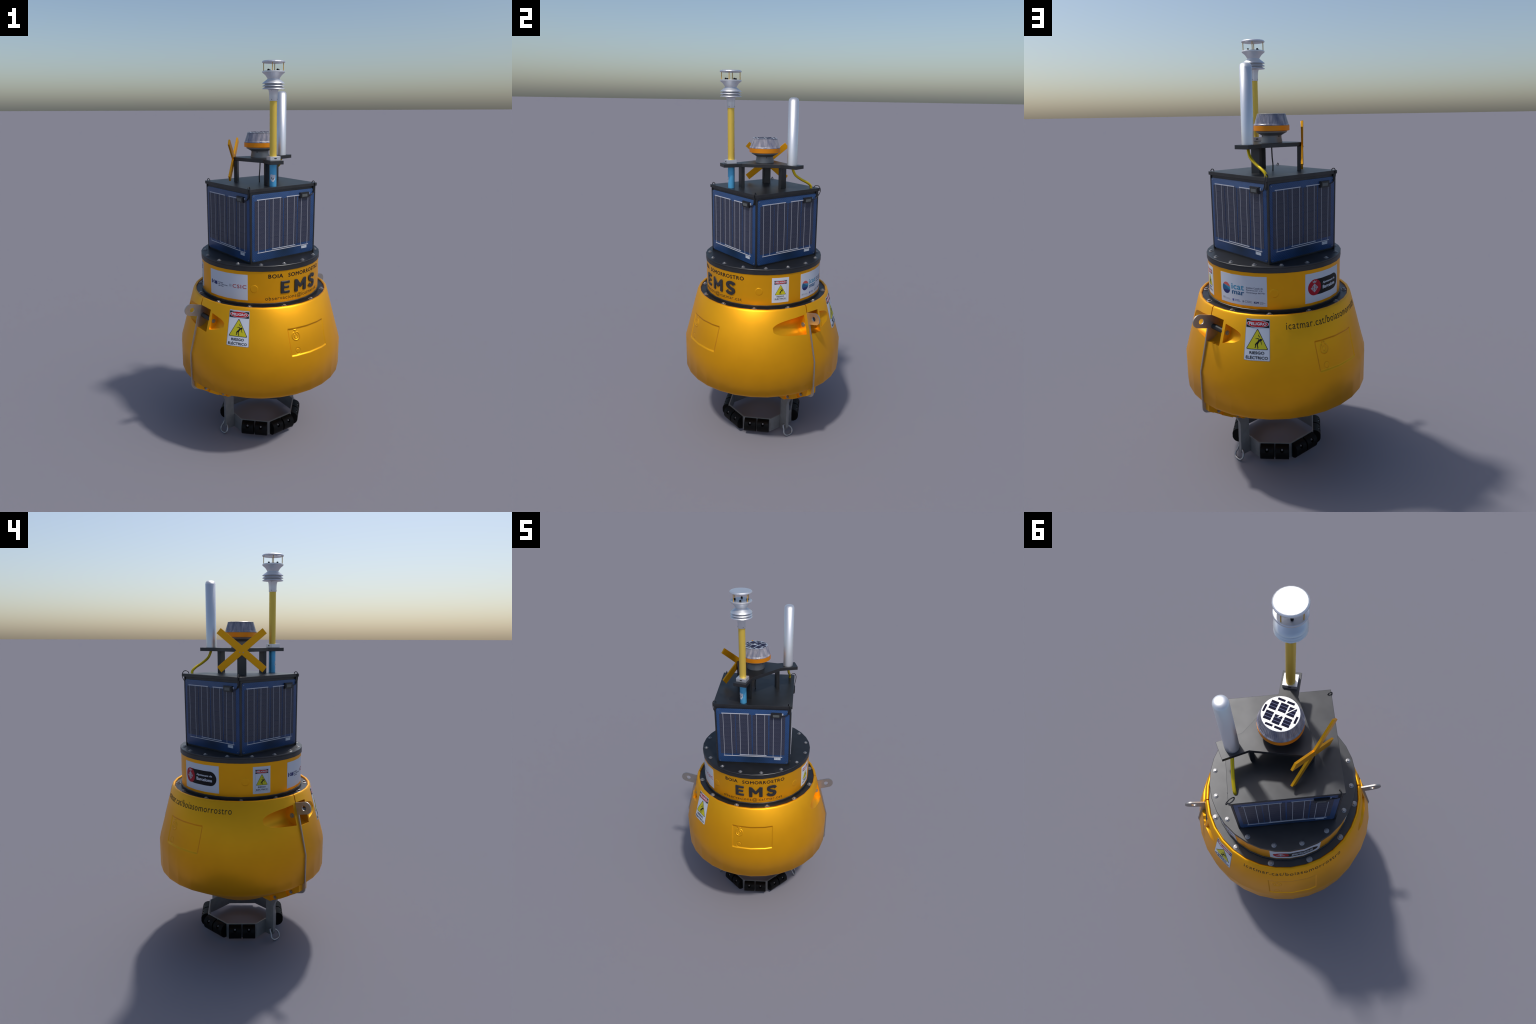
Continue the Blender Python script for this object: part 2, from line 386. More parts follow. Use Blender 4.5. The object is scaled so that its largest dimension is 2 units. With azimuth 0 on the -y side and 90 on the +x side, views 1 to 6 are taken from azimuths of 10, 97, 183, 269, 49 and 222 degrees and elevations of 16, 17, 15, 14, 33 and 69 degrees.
def build_hull():
    prof = hull_profile()
    ths = set(round(i * 360 / 128, 4) for i in range(128))
    for tc, zc, W in PANELS:
        ths |= set(round((tc - 19 + i * 0.29) % 360, 4) for i in range(int(38 / 0.29) + 1))
    ths = sorted(ths)
    ths2 = [ths[0]]
    for t in ths[1:]:
        if t - ths2[-1] > 0.05: ths2.append(t)
    ths = [radians(t) for t in ths2]; n = len(ths)
    bm = bmesh.new(); rings = []
    for r, z in prof:
        if r < 1e-6: rings.append([bm.verts.new((0, 0, z))]); continue
        ring = []
        for th in ths:
            rr = poly_r(th, r) - 0.3 * (relief(th, z) if 0.56 < z < 0.76 else 0)
            ring.append(bm.verts.new((rr * cos(th), rr * sin(th), z)))
        rings.append(ring)
    for A, B in zip(rings, rings[1:]):
        for i in range(n):
            j = (i + 1) % n
            if len(A) == 1: bm.faces.new((A[0], B[i], B[j]))
            elif len(B) == 1: bm.faces.new((A[i], A[j], B[0]))
            else: bm.faces.new((A[i], A[j], B[j], B[i]))
    for f in bm.faces: f.smooth = True; f.material_index = 0
    me = done(bm, "float_hull")
    hull = obj("float_hull", me, ROOT, ["hull", "hull"])
    # cutters for the lug pockets, bolt scoops and the parting seam
    bm = bmesh.new()
    def cone_cut(al0, z0, R0, p0, al1, z1, R1, p1, lug, n=48):
        a = radians(45 + 180 * lug); u = Vector((cos(a), sin(a), 0)); t = Vector((-sin(a), cos(a), 0))
        ring = lambda al, z, R, p: [bm.verts.new(u * (al + R * cos(2 * pi * i / n)) + t * p + Vector((0, 0, z + R * sin(2 * pi * i / n)))) for i in range(n)]
        A, B = ring(al0, z0, R0, p0), ring(al1, z1, R1, p1)
        bm.faces.new(A); bm.faces.new(B[::-1])
        for i in range(n): bm.faces.new((A[i], B[i], B[(i + 1) % n], A[(i + 1) % n]))
    def cyl(al, z, R, p0, p1, lug, n=48):
        a = radians(45 + 180 * lug); u = Vector((cos(a), sin(a), 0)); t = Vector((-sin(a), cos(a), 0))
        bm_prism(bm, [(al + R * cos(2 * pi * i / n), z + R * sin(2 * pi * i / n)) for i in range(n)],
                 lambda x, y, h: u * x + t * h + Vector((0, 0, y)), p0, p1)
    for lug in (0, 1):
        cyl(0.3955, 0.7495, 0.0603, 0.0, 0.0822, lug)
        cone_cut(0.3910, 0.7490, 0.0520, -0.0195, 0.3710, 0.7525, 0.0330, -0.194, lug)
        cone_cut(0.3905, 0.7505, 0.0450, 0.0958, 0.3770, 0.7525, 0.0290, 0.1755, lug)
        a = radians(45 + 180 * lug); u = Vector((cos(a), sin(a), 0)); t = Vector((-sin(a), cos(a), 0))
        bm_prism(bm, [(0.352, 0.79), (0.352, 0.86), (0.41, 0.86), (0.41, 0.79)], lambda x, y, h: u * x + t * h + Vector((0, 0, y)), -0.0028, 0.0028)
    for f in bm.faces: f.material_index = 1
    cm = done(bm, "cut")
    cm.materials.append(M["hull"]); cm.materials.append(M["hull"])
    for p in cm.polygons: p.material_index = 1
    co = D.objects.new("cut", cm); SCN.objects.link(co)
    md = hull.modifiers.new("b", 'BOOLEAN'); md.operation = 'DIFFERENCE'; md.solver = 'EXACT'; md.object = co
    md.use_self = True
    dg = bpy.context.evaluated_depsgraph_get(); dg.update()
    new = D.meshes.new_from_object(hull.evaluated_get(dg))
    hull.modifiers.clear(); hull.data = new; D.objects.remove(co)
    new.name = "float_hull"
    # analytic normals: round turned form plus relief slope on shell faces, own shape on cut faces
    pr = [p for p in prof if p[0] > 0.354]
    def surf_r(z):   # only for side zone
        return cone_r(z) if z > 0.553 else 0.4455
    TK = [(0.395, -0.72), (0.43, -0.46), (0.48, -0.24), (0.553, 0.04), (0.62, 0.18), (0.70, 0.32), (0.79, 0.50), (0.84, 0.62)]
    def tilt(z):
        for (a, p), (b, q) in zip(TK, TK[1:]):
            if z <= b: return p + (q - p) * max(0, (z - a) / (b - a))
        return TK[-1][1]
    def nrm(co):
        th = atan2(co.y, co.x); z = co.z; r = sqrt(co.x ** 2 + co.y ** 2)
        e = 0.0012
        if 0.56 < z < 0.838 and r > 0.36:
            dz = (surf_r(z + e) - relief(th, z + e) - surf_r(z - e) + relief(th, z - e)) / (2 * e)
            et = e / r
            dt = (-relief(th + et, z) + relief(th - et, z)) / (2 * e)
            # the moulded shell is shaded as one soft surface across its knuckles
            tl = -tilt(z); dz = dz - (-0.2775) + tl
            v = Vector((1, -dt, -dz)); v.normalize()
        elif 0.395 < z <= 0.56 and r > 0.43:
            v = Vector((1, 0, tilt(z))); v.normalize()
        else: return None, th
        c, s = cos(th), sin(th)
        return Vector((v.x * c - v.y * s, v.x * s + v.y * c, v.z)), th
    # profile normals for the rounded parts
    full = prof
    def prof_normal(z, r):
        best, bd = None, 1e9
        for i in range(1, len(full) - 1):
            dd = abs(full[i][0] - r) + abs(full[i][1] - z)
            if dd < bd: bd, best = dd, i
        i = best
        t0 = Vector((full[i][0] - full[i - 1][0], full[i][1] - full[i - 1][1])).normalized()
        t1 = Vector((full[i + 1][0] - full[i][0], full[i + 1][1] - full[i][1])).normalized()
        if t0.dot(t1) < 0.5: return None
        t = (t0 + t1).normalized(); return (-t.y, t.x)
    bm = bmesh.new(); bm.from_mesh(new)
    normals = [None] * len(new.loops)
    for p in new.polygons:
        p.use_smooth = True
        if p.material_index == 1:
            cut_flat = True
            for li in p.loop_indices: normals[li] = None
            continue
        for li in p.loop_indices:
            co = new.vertices[new.loops[li].vertex_index].co
            n1, th = nrm(co)
            if n1 is None:
                z = co.z; r = sqrt(co.x ** 2 + co.y ** 2)
                r2 = r / (poly_r(th, 1.0))
                pn = prof_normal(z, r2)
                if pn is None or r < 0.2: normals[li] = None
                else:
                    nx, nz = pn
                    v = Vector((nx * cos(th), nx * sin(th), nz))
                    if v.dot(p.normal) < 0: v = -v
                    normals[li] = v
            else:
                normals[li] = n1
    # cut faces: curved walls shaded round, flat ends flat
    for p in new.polygons:
        if p.material_index != 1: continue
        for li in p.loop_indices:
            n = p.normal.copy(); co = new.vertices[new.loops[li].vertex_index].co
            for lug in (0, 1):
                a = radians(45 + 180 * lug); u = Vector((cos(a), sin(a), 0)); t = Vector((-sin(a), cos(a), 0))
                if co.dot(u) > 0.25 and abs(n.dot(t)) < 0.5 and co.z < 0.815:
                    pe = p.center.dot(t)
                    cx, cz = (0.3955, 0.7495) if 0 < pe < 0.085 else ((0.3910, 0.7490) if pe < 0 else (0.3905, 0.7490))
                    v = u * (cx - co.dot(u)) + Vector((0, 0, cz - co.z))
                    if v.length > 0.02: n = v.normalized()
            normals[li] = n
    bm.free()
    for p in new.polygons:
        for li in p.loop_indices:
            if normals[li] is None: normals[li] = p.normal.copy()
    new.normals_split_custom_set([tuple(v) for v in normals])
    return hull
HULL = build_hull()

def lugframe(l):
    a = radians(45 + 180 * l); u = Vector((cos(a), sin(a), 0)); t = Vector((-sin(a), cos(a), 0))
    return lambda x, y, h: u * x + t * h + Vector((0, 0, y))

def disc_bolt(name, R, r, h, hw=0.0018, n=6):
    """washer with hexagonal head, base at origin, axis +z"""
    bm = bmesh.new()
    bm_lathe(bm, [(0, 0), (R, 0), (R, hw * 0.7), (R - hw * 0.5, hw), (0, hw)], 20)
    hx = bmesh.new(); bm_lathe(hx, [(0, hw * 0.5), (r, hw * 0.5), (r, h - r * 0.15), (r * 0.85, h), (0, h)], n)
    me = D.meshes.new("x"); hx.to_mesh(me); hx.free(); bm.from_mesh(me); D.meshes.remove(me)
    return done(bm, name)

# ---- lifting plates, rods, bolts in the scoops, keel flange with counterbored bolts
def build_lug(l):
    F = lugframe(l)
    e = (cos(radians(15.5)), sin(radians(15.5))); nn = (-e[1], e[0])
    eye = (0.4330, 0.7900)
    P = lambda s, w: (eye[0] + e[0] * s + nn[0] * w, eye[1] + e[1] * s + nn[1] * w)
    hw = 0.0305
    pts = [(0.30, 0.62), (0.325, 0.785)]
    pts += [P(-0.085, hw), P(0.0115, hw)]
    for i in range(1, 14):
        a = pi / 2 - pi * i / 14
        pts.append(P(0.0115 + hw * cos(a), hw * sin(a)))
    pts += [P(0.0115, -hw), P(-0.0405, -hw)]
    off = 0.0065
    pts += [(0.4455 + off, 0.552), (0.4455 + off, 0.372)]
    pts += [(0.4215 + 0.0305 * cos(radians(-i * 9)), 0.3665 + 0.0305 * sin(radians(-i * 9))) for i in range(1, 9)]
    pts += [(0.40, 0.3265), (0.36, 0.3010), (0.24, 0.2250), (0.20, 0.26), (0.27, 0.42)]
    # outline with the eye cut through: two half outlines sharing the eye
    bm = bmesh.new()
    th = 0.0031
    A = [bm.verts.new(F(a, b, -th)) for a, b in pts]
    hole = [P(0.0132 * cos(2 * pi * i / 24), 0.0132 * sin(2 * pi * i / 24)) for i in range(24)]
    H = [bm.verts.new(F(a, b, -th)) for a, b in hole]
    es = [bm.edges.new((V[i], V[(i + 1) % len(V)])) for V in (A, H) for i in range(len(V))]
    bmesh.ops.triangle_fill(bm, use_beauty=True, use_dissolve=False, edges=es)
    fs = bm.faces[:]
    r = bmesh.ops.extrude_face_region(bm, geom=fs)
    tv = Vector(F(0, 0, 1)) * (2 * th)
    for v in r["geom"]:
        if isinstance(v, bmesh.types.BMVert): v.co += tv
    bmesh.ops.recalc_face_normals(bm, faces=bm.faces[:])
    bmesh.ops.remove_doubles(bm, verts=bm.verts[:], dist=1e-6)
    lug = obj("lifting_lug", done(bm, "lifting_lug"), ROOT, "steel", 30)
    # rod across the pocket
    n = 20
    bm = bmesh.new()
    bm_prism(bm, [(0.3705 + 0.0128 * cos(2 * pi * i / n), 0.7505 + 0.0128 * sin(2 * pi * i / n)) for i in range(n)], F, 0.003, 0.0835)
    bmesh.ops.recalc_face_normals(bm, faces=bm.faces[:])
    obj("lug_rod", done(bm, "lug_rod"), lug, "black", 35)
    def sidebolt(al, z, p, sgn, r):
        bm = bmesh.new()
        bm_prism(bm, [(al + r * cos(2 * pi * i / 18), z + r * sin(2 * pi * i / 18)) for i in range(18)], F, p, p + sgn * 0.003)
        bm_prism(bm, [(al + r * .55 * cos(2 * pi * i / 6), z + r * .55 * sin(2 * pi * i / 6)) for i in range(6)], F, p + sgn * 0.001, p + sgn * 0.0065)
        bmesh.ops.recalc_face_normals(bm, faces=bm.faces[:])
        obj("side_bolt", done(bm, "side_bolt"), lug, "bolt", 35)
    sidebolt(0.3735, 0.7435, -0.0195, -1, 0.0125)
    sidebolt(0.3635, 0.7453, 0.0958, 1, 0.0105)
    # keel flange
    bm = bmesh.new()
    outl = [(0.4360, 0.3560), (0.3690, 0.3095), (0.3148, 0.2745), (0.2674, 0.2476), (0.2382, 0.2343), (0.1900, 0.2352), (0.17, 0.26), (0.22, 0.30), (0.36, 0.40), (0.4360, 0.42)]
    bm_prism(bm, outl, F, -0.029, 0.029)
    kf = obj("keel_flange", done(bm, "keel_flange"), ROOT, "hull")
    bm = bmesh.new()
    for al, z in ((0.3800, 0.3345), (0.2715, 0.2650)):
        for lo, hi in ((-0.06, -0.0205), (0.0205, 0.06)):
            bm_prism(bm, [(al + 0.032 * cos(2 * pi * i / 28), z + 0.032 * sin(2 * pi * i / 28)) for i in range(28)], F, lo, hi)
    co = D.objects.new("cut", done(bm, "cut")); SCN.objects.link(co)
    md = kf.modifiers.new("b", 'BOOLEAN'); md.operation = 'DIFFERENCE'; md.solver = 'EXACT'; md.object = co
    dg = bpy.context.evaluated_depsgraph_get(); dg.update()
    me = D.meshes.new_from_object(kf.evaluated_get(dg)); kf.modifiers.clear(); kf.data = me; D.objects.remove(co)
    smooth_by_angle(me, 30)
    me.materials.clear(); me.materials.append(M["hull"])
    for al, z in ((0.3790, 0.3340), (0.2705, 0.2645)):
        for s in (-1, 1):
            bm = bmesh.new(); p = s * 0.0200
            bm_prism(bm, [(al + 0.0085 * cos(2 * pi * i / 18), z + 0.0085 * sin(2 * pi * i / 18)) for i in range(18)], F, p, p + s * 0.006)
            bm_prism(bm, [(al + 0.005 * cos(2 * pi * i / 6), z + 0.005 * sin(2 * pi * i / 6)) for i in range(6)], F, p + s * 0.004, p + s * 0.010)
            bmesh.ops.recalc_face_normals(bm, faces=bm.faces[:])
            obj("flange_bolt", done(bm, "flange_bolt"), kf, "bolt", 35)
for l in (0, 1): build_lug(l)

# ================================================================== BALLAST FRAME
AP = 0.190
def build_frame():
    R = AP / cos(pi / 8)
    bm = bmesh.new(); n = 8
    o = [(R * cos(pi / 8 + i * pi / 4), R * sin(pi / 8 + i * pi / 4)) for i in range(n)]
    k = (AP - 0.006) / AP
    vs = [[bm.verts.new((x * s, y * s, z)) for x, y in o] for s, z in ((1, 0.0185), (1, 0.1005), (k, 0.1005), (k, 0.0185))]
    for a in range(4):
        for i in range(n):
            j = (i + 1) % n; bm.faces.new((vs[a][i], vs[a][j], vs[(a + 1) % 4][j], vs[(a + 1) % 4][i]))
    fr = obj("ballast_ring", done(bm, "ballast_ring"), ROOT, "galv")
    # rubber fender blocks: rounded D section with a bolt recess
    sec = [(0.0005, 0.0205), (0.012, 0.0205), (0.024, 0.0255), (0.033, 0.0350), (0.0385, 0.0480), (0.0385, 0.0710), (0.033, 0.0840), (0.024, 0.0920), (0.012, 0.0965), (0.0005, 0.0965)]
    bm = bmesh.new()
    bm_prism(bm, sec, lambda a, b, h: (a, h, b), -0.0332, 0.0332)
    src = obj("fender_block", done(bm, "fender_block"), fr, "rubber")
    bm = bmesh.new()
    bm_prism(bm, [(0.0095 * cos(2 * pi * i / 24), 0.0800 + 0.0095 * sin(2 * pi * i / 24)) for i in range(24)], lambda a, b, h: (h, a, b), 0.027, 0.06)
    co = D.objects.new("cut", done(bm, "cut")); SCN.objects.link(co)
    md = src.modifiers.new("b", 'BOOLEAN'); md.operation = 'DIFFERENCE'; md.solver = 'EXACT'; md.object = co
    dg = bpy.context.evaluated_depsgraph_get(); dg.update()
    me = D.meshes.new_from_object(src.evaluated_get(dg)); src.modifiers.clear(); src.data = me; D.objects.remove(co)
    me.materials.clear(); me.materials.append(M["rubber"]); smooth_by_angle(me, 38)
    bm = bmesh.new(); bm_lathe(bm, [(0, 0.0268), (0.0050, 0.0268), (0.0050, 0.0285), (0, 0.0285)], 16)
    bm_lathe(bm, [(0, 0.028), (0.0034, 0.028), (0.0034, 0.0325), (0, 0.0330)], 6)
    for v in bm.verts: v.co = (v.co.z, v.co.x, v.co.y + 0.0815)
    bsrc = obj("fender_bolt", done(bm, "fender_bolt"), fr, "bolt", 35)
    ms = []
    for k in range(8):
        if k in (1, 5): continue
        for s in (-1, 1):
            ms.append(Matrix.Rotation(k * pi / 4, 4, 'Z') @ Matrix.Translation((AP, s * 0.0372, 0)))
    copies(src, "fender_block", ms, fr); copies(bsrc, "fender_bolt", ms, fr)
    for l in (0, 1):
        F = lugframe(l)
        pts = [(0.1902, 0.0185), (0.230, 0.0185), (0.2410, 0.0255), (0.2480, 0.0430), (0.2475, 0.195), (0.2500, 0.210), (0.2600, 0.228), (0.285, 0.30), (0.1935, 0.30), (0.1935, 0.1005), (0.1902, 0.1005)]
        ps = prism("ballast_post", pts, F, -0.0095, 0.0095, "galv", ROOT, 0.0012)
        # bow shackle through the foot of the post
        bow = [(-0.0200, 0.0590), (-0.0240, 0.0500), (-0.0240, 0.0400), (-0.0285, 0.0280), (-0.0290, 0.0180), (-0.0190, 0.0075), (0, 0.0047),
               (0.0190, 0.0075), (0.0290, 0.0190), (0.0280, 0.0300), (0.0220, 0.0400), (0.0150, 0.0460), (0.0060, 0.0490)]
        bm = bmesh.new()
        bm_tube(bm, catmull([F(0.2665 - 0.53 * z, z, p) for p, z in bow], 5), 0.0047, 10)
        bm_tube(bm, [F(0.2330, 0.0590, -0.026), F(0.2330, 0.0590, 0.004)], 0.0048, 12)
        obj("shackle", done(bm, "shackle"), ps, "bolt", 50)
build_frame()

# ================================================================== FLANGE + DRUM + LID
fl = lathe("hull_flange", [(0, 0.826), (0.3527, 0.826), (0.3527, 0.8360), (0.3225, 0.8360), (0.3225, 0.8495), (0.3205, 0.8508), (0, 0.8508)], "black")
b = obj("flange_bolt", disc_bolt("flange_bolt", 0.0140, 0.0078, 0.0085), fl, "bolt", 35)
copies(b, "flange_bolt", [Matrix.Translation((0.3385 * cos(radians(a)), 0.3385 * sin(radians(a)), 0.8360)) @ Matrix.Rotation(a * 1.7, 4, 'Z') for a in range(0, 360, 30)], fl)
drum = lathe("instrument_drum", [(0, 0.8500), (0.3175, 0.8500), (0.3175, 1.0170), (0, 1.0170)], "hull")
for k in range(4):
    th = 3.7 + 90 * k
    bm = bmesh.new()
    R = 0.0200
    dpm = 1 / 0.3165
    prof = [(1.0, 0.0001), (0.95, 0.0009), (0.86, 0.0013), (0.70, 0.0013), (0.3, 0.0013)]
    c = bm.verts.new((radians(th), 0.9252, 0.0013)); prev = None; n = 32
    for q, h in prof[::-1]:
        ring = [bm.verts.new((radians(th) + R * q * dpm * cos(2 * pi * i / n), 0.9252 + R * q * sin(2 * pi * i / n), h)) for i in range(n)]
        for i in range(n):
            j = (i + 1) % n
            bm.faces.new((c, ring[i], ring[j]) if prev is None else (prev[i], ring[i], ring[j], prev[j]))
        prev = ring
    for v in bm.verts: v.co = DRUM.pt(v.co.x, v.co.y, v.co.z)
    obj("drum_button", done(bm, "drum_button"), drum, "hull", 60)
lid = lathe("drum_lid", [(0, 1.0155), (0.3195, 1.0155), (0.3207, 1.0168), (0.3207, 1.0366), (0.3199, 1.0370), (0.3199, 1.0377), (0.3210, 1.0381), (0.3212, 1.0428), (0.3195, 1.0445), (0, 1.0445)], "black")
b = obj("lid_bolt", disc_bolt("lid_bolt", 0.0108, 0.0062, 0.0068), lid, "bolt", 35)
copies(b, "lid_bolt", [Matrix.Translation((0.2995 * cos(radians(a)), 0.2995 * sin(radians(a)), 1.0445)) @ Matrix.Rotation(a * 2.3, 4, 'Z') for a in [10 + 22.5 * i for i in range(16)]], lid)

# ================================================================== STICKERS AND LETTERING
def warning(surf, th0, th1, z0, z1, bordered):
    """electric hazard plate; art laid out in unit square"""
    base = art_poly(surf, [rrect(th0, th1, z0, z1, 0.6, 0.004) if not bordered else [(th1, z1), (th0, z1), (th0, z0), (th1, z0)]],
                    "warning_sticker", ROOT, "paper" if bordered else "edge", 0.0006)
    W, H = th1 - th0, z1 - z0
    if bordered: x0, x1, y0, y1 = th0 + 0.115 * W, th1 - 0.115 * W, z0 + 0.085 * H, z1 - 0.09 * H
    else: x0, x1, y0, y1 = th0, th1, z0, z1
    X = lambda u: x0 + u * (x1 - x0)
    Y = lambda v: y0 + v * (y1 - y0)
    asp = (x1 - x0) / ((y1 - y0) * 0.625)      # degrees per metre along the surface
    lay = lambda i: 0.0006 + 0.00022 * i
    if bordered:
        art_poly(surf, [rrect(x0, x1, y0, y1, 0.7, 0.005)], "sign_border", base, "edge", lay(1))
        art_poly(surf, [rrect(X(.012), X(.988), Y(.008), Y(.992), 0.65, 0.0045)], "sign_field", base, "paper", lay(2))
    else:
        art_poly(surf, [rrect(X(.018), X(.982), Y(.010), Y(.990), 0.5, 0.0035)], "sign_field", base, "paper", lay(1))
    art_poly(surf, [[(X(.97), Y(.972)), (X(.03), Y(.972)), (X(.03), Y(.797)), (X(.97), Y(.797))]], "sign_header", base, "ink", lay(3))
    art_poly(surf, [ellipse(X(.5), Y(.885), (x1 - x0) * .462, (y1 - y0) * .084)], "header_rim", base, "paper", lay(4))
    art_poly(surf, [ellipse(X(.5), Y(.885), (x1 - x0) * .440, (y1 - y0) * .0755)], "header_oval", base, "red", lay(5))
    art_text(surf, "PELIGRO", X(.135), X(.865), Y(.851), Y(.921), "header_text", base, "paper", lay(6), bold=0.03)
    # triangle with rounded corners
    def tri(ins, rr):
        C = [(X(.5), Y(.755)), (X(.095), Y(.285)), (X(.905), Y(.285))]
        cen = (X(.5), Y(.44)); pts = []
        for i, c in enumerate(C):
            cc = (c[0] + (cen[0] - c[0]) * ins, c[1] + (cen[1] - c[1]) * ins)
            a0 = [30, 150, 270][i]
            pts += [(cc[0] + rr * asp * cos(radians(a0 + 120 * j / 4)), cc[1] + rr * sin(radians(a0 + 120 * j / 4))) for j in range(5)]
        return pts
    s = (y1 - y0) / 0.173
    art_poly(surf, [tri(0.055, 0.0035 * s)], "hazard_border", base, "ink", lay(3))
    art_poly(surf, [tri(0.118, 0.0028 * s)], "hazard_field", base, "signyel", lay(4))
    w = 0.0021 * s
    P = lambda u, v: (X(u), Y(v))
    limbs = [stroke(P(.60, .512), P(.51, .425), w * 2.0, w * 1.7, asp), stroke(P(.51, .440), P(.435, .395), w * 1.6, w, asp), stroke(P(.435, .405), P(.445, .325), w * 1.1, w * .8, asp),
             stroke(P(.445, .328), P(.405, .318), w * .8, w * .5, asp), stroke(P(.52, .43), P(.50, .375), w * 1.6, w, asp), stroke(P(.50, .385), P(.54, .315), w * 1.1, w * .8, asp),
             stroke(P(.545, .315), P(.505, .303), w * .8, w * .5, asp), stroke(P(.57, .525), P(.50, .540), w * .9, w * .7, asp), stroke(P(.505, .540), P(.425, .528), w * .7, w * .3, asp),
             stroke(P(.63, .49), P(.69, .385), w * .9, w * .3, asp), ellipse(X(.645), Y(.508), 0.0052 * s * asp, 0.0048 * s, 14),
             stroke(P(.535, .635), P(.55, .592), w * .2, w * .9, asp), stroke(P(.575, .595), P(.60, .555), w * .9, w * .2, asp)]
    art_poly(surf, limbs, "hazard_figure", base, "ink", lay(5))
    art_text(surf, "RIESGO", X(.215), X(.785), Y(.158), Y(.228), "sign_text", base, "ink", lay(3), bold=0.025)
    art_text(surf, "ELÉCTRICO", X(.075), X(.925), Y(.040), Y(.128), "sign_text", base, "ink", lay(3), bold=0.025)
warning(CONE, -104.85, -88.8, 0.6560, 0.8288, False)
warning(CONE, 74.65, 90.6, 0.6558, 0.8286, False)
warning(DRUM, 15.7, 32.1, 0.8640, 0.9976, True)
warning(DRUM, -169.7, -153.5, 0.8640, 0.9976, True)

L1, L2, L3, L4 = 0.0009, 0.0012, 0.0015, 0.0018
def rect(a0, a1, z0, z1): return [(a1, z1), (a0, z1), (a0, z0), (a1, z0)]
def tline(base, s, a0, a1, zb, zt, m, h=L1, **k): return art_text(DRUM, s, a0, a1, zb, zt, "print_text", base, m, h, **k)

# icat mar plate
st = art_poly(DRUM, [rect(45.5, 88.05, 0.8637, 0.9986)], "logo_sticker", ROOT, "paper", 0.0006)
cir = [(cos(2 * pi * i / 60), sin(2 * pi * i / 60)) for i in range(60)]
def put(poly): return [(51.75 + 4.35 * x, 0.9300 + 0.0262 * y) for x, y in poly]
l1 = (0.176, 1.0, 0.46)       # coral above
l2 = (0.478, 1.0, 0.23)       # light teal above
up = clip(cir, *l1); mid = clip(clip(cir, *[-v for v in l1]), *l2)
low = clip(clip(clip(cir, *[-v for v in l1]), *[-v for v in l2]), 0, 1, -0.36); bot = clip(cir, 0, -1, 0.36)
for pl_, mm in ((up, "coral"), (mid, "teal"), (low, "dteal"), (bot, "navy")): art_poly(DRUM, [put(pl_)], "logo_disc", st, mm, L1)
tline(st, "icat", 57.4, 69.3, 0.9305, 0.9570, "teal", bold=0.02, space=1.05)
tline(st, "mar", 57.8, 69.4, 0.9075, 0.9240, "dteal", bold=0.025, space=1.0)
tline(st, "Institut Català de", 71.2, 84.8, 0.9420, 0.9496, "pgrey", bold=0.015)
tline(st, "Recerca per a la", 71.2, 84.4, 0.9305, 0.9392, "pgrey", bold=0.015)
tline(st, "Governança del Mar", 71.2, 86.7, 0.9195, 0.9282, "pgrey", bold=0.015)
art_poly(DRUM, [rect(47.4, 50.0, 0.8788, 0.8880), rect(50.4, 54.8, 0.8838, 0.8850), rect(50.4, 55.2, 0.8808, 0.8820), rect(50.4, 56.0, 0.8778, 0.8790)], "print_lines", st, "plight", L1)
art_poly(DRUM, [rect(58.1, 59.6, 0.8760, 0.8862)], "print_lines", st, "pblue", L1)
tline(st, "Generalitat", 60.3, 65.0, 0.8820, 0.8868, "pblue"); tline(st, "de Catalunya", 60.3, 65.8, 0.8760, 0.8808, "pblue")
art_poly(DRUM, [rect(67.8, 68.7, 0.8770, 0.8856)], "print_lines", st, "pgrey", L1)
tline(st, "CSIC", 69.6, 75.7, 0.8772, 0.8866, "pgrey", bold=0.0)
tline(st, "ICM", 77.5, 81.4, 0.8765, 0.8858, "navy", bold=0.06)
for i, (s, e) in enumerate((("Institut", 85.0), ("de Ciències", 86.6), ("del Mar", 85.0))): tline(st, s, 82.2, e, 0.8828 - i * 0.0044, 0.8862 - i * 0.0044, "pgrey")

# ICM / CSIC plate
st = art_poly(DRUM, [rect(-134.2, -92.2, 0.8642, 0.9972)], "logo_sticker", ROOT, "paper", 0.0006)
asp = 180 / pi / 0.3165
I = lambda u: -132.75 + u * 8.4
art_poly(DRUM, [rect(I(0), I(.17), .9222, .9400), ellipse(I(.085), .9418, .55, .0020, 12),
                arc(I(.52), .9322, 1.0, 90, 270, 1) and [(I(.50), .9425), (I(.34), .9395), (I(.25), .9322), (I(.34), .9250), (I(.50), .9222), (I(.50), .9275), (I(.42), .9322), (I(.50), .9370)],
                [(I(.56), .9222), (I(.56), .9360), (I(.66), .9425), (I(.70), .9370), (I(.80), .9425), (I(.84), .9380), (I(1.0), .9425), (I(1.0), .9222)]], "logo_mark", st, "navy", L1)
for i, (s, e) in enumerate((("Institut", -117.2), ("de Ciències", -112.0), ("del Mar", -116.6))): tline(st, s, -123.0, e, 0.9350 - i * 0.0092, 0.9420 - i * 0.0092, "pgrey", bold=0.02)
art_poly(DRUM, [rect(-110.3, -109.7, .927, .9405), rect(-109.4, -108.9, .9265, .9415), rect(-108.6, -108.0, .927, .9405), rect(-110.4, -107.9, .9300, .9312), rect(-110.4, -107.9, .9355, .9367)], "print_lines", st, "plight", L1)
tline(st, "CSIC", -106.8, -93.35, 0.9238, 0.9432, "csic", bold=0.012, space=1.15)

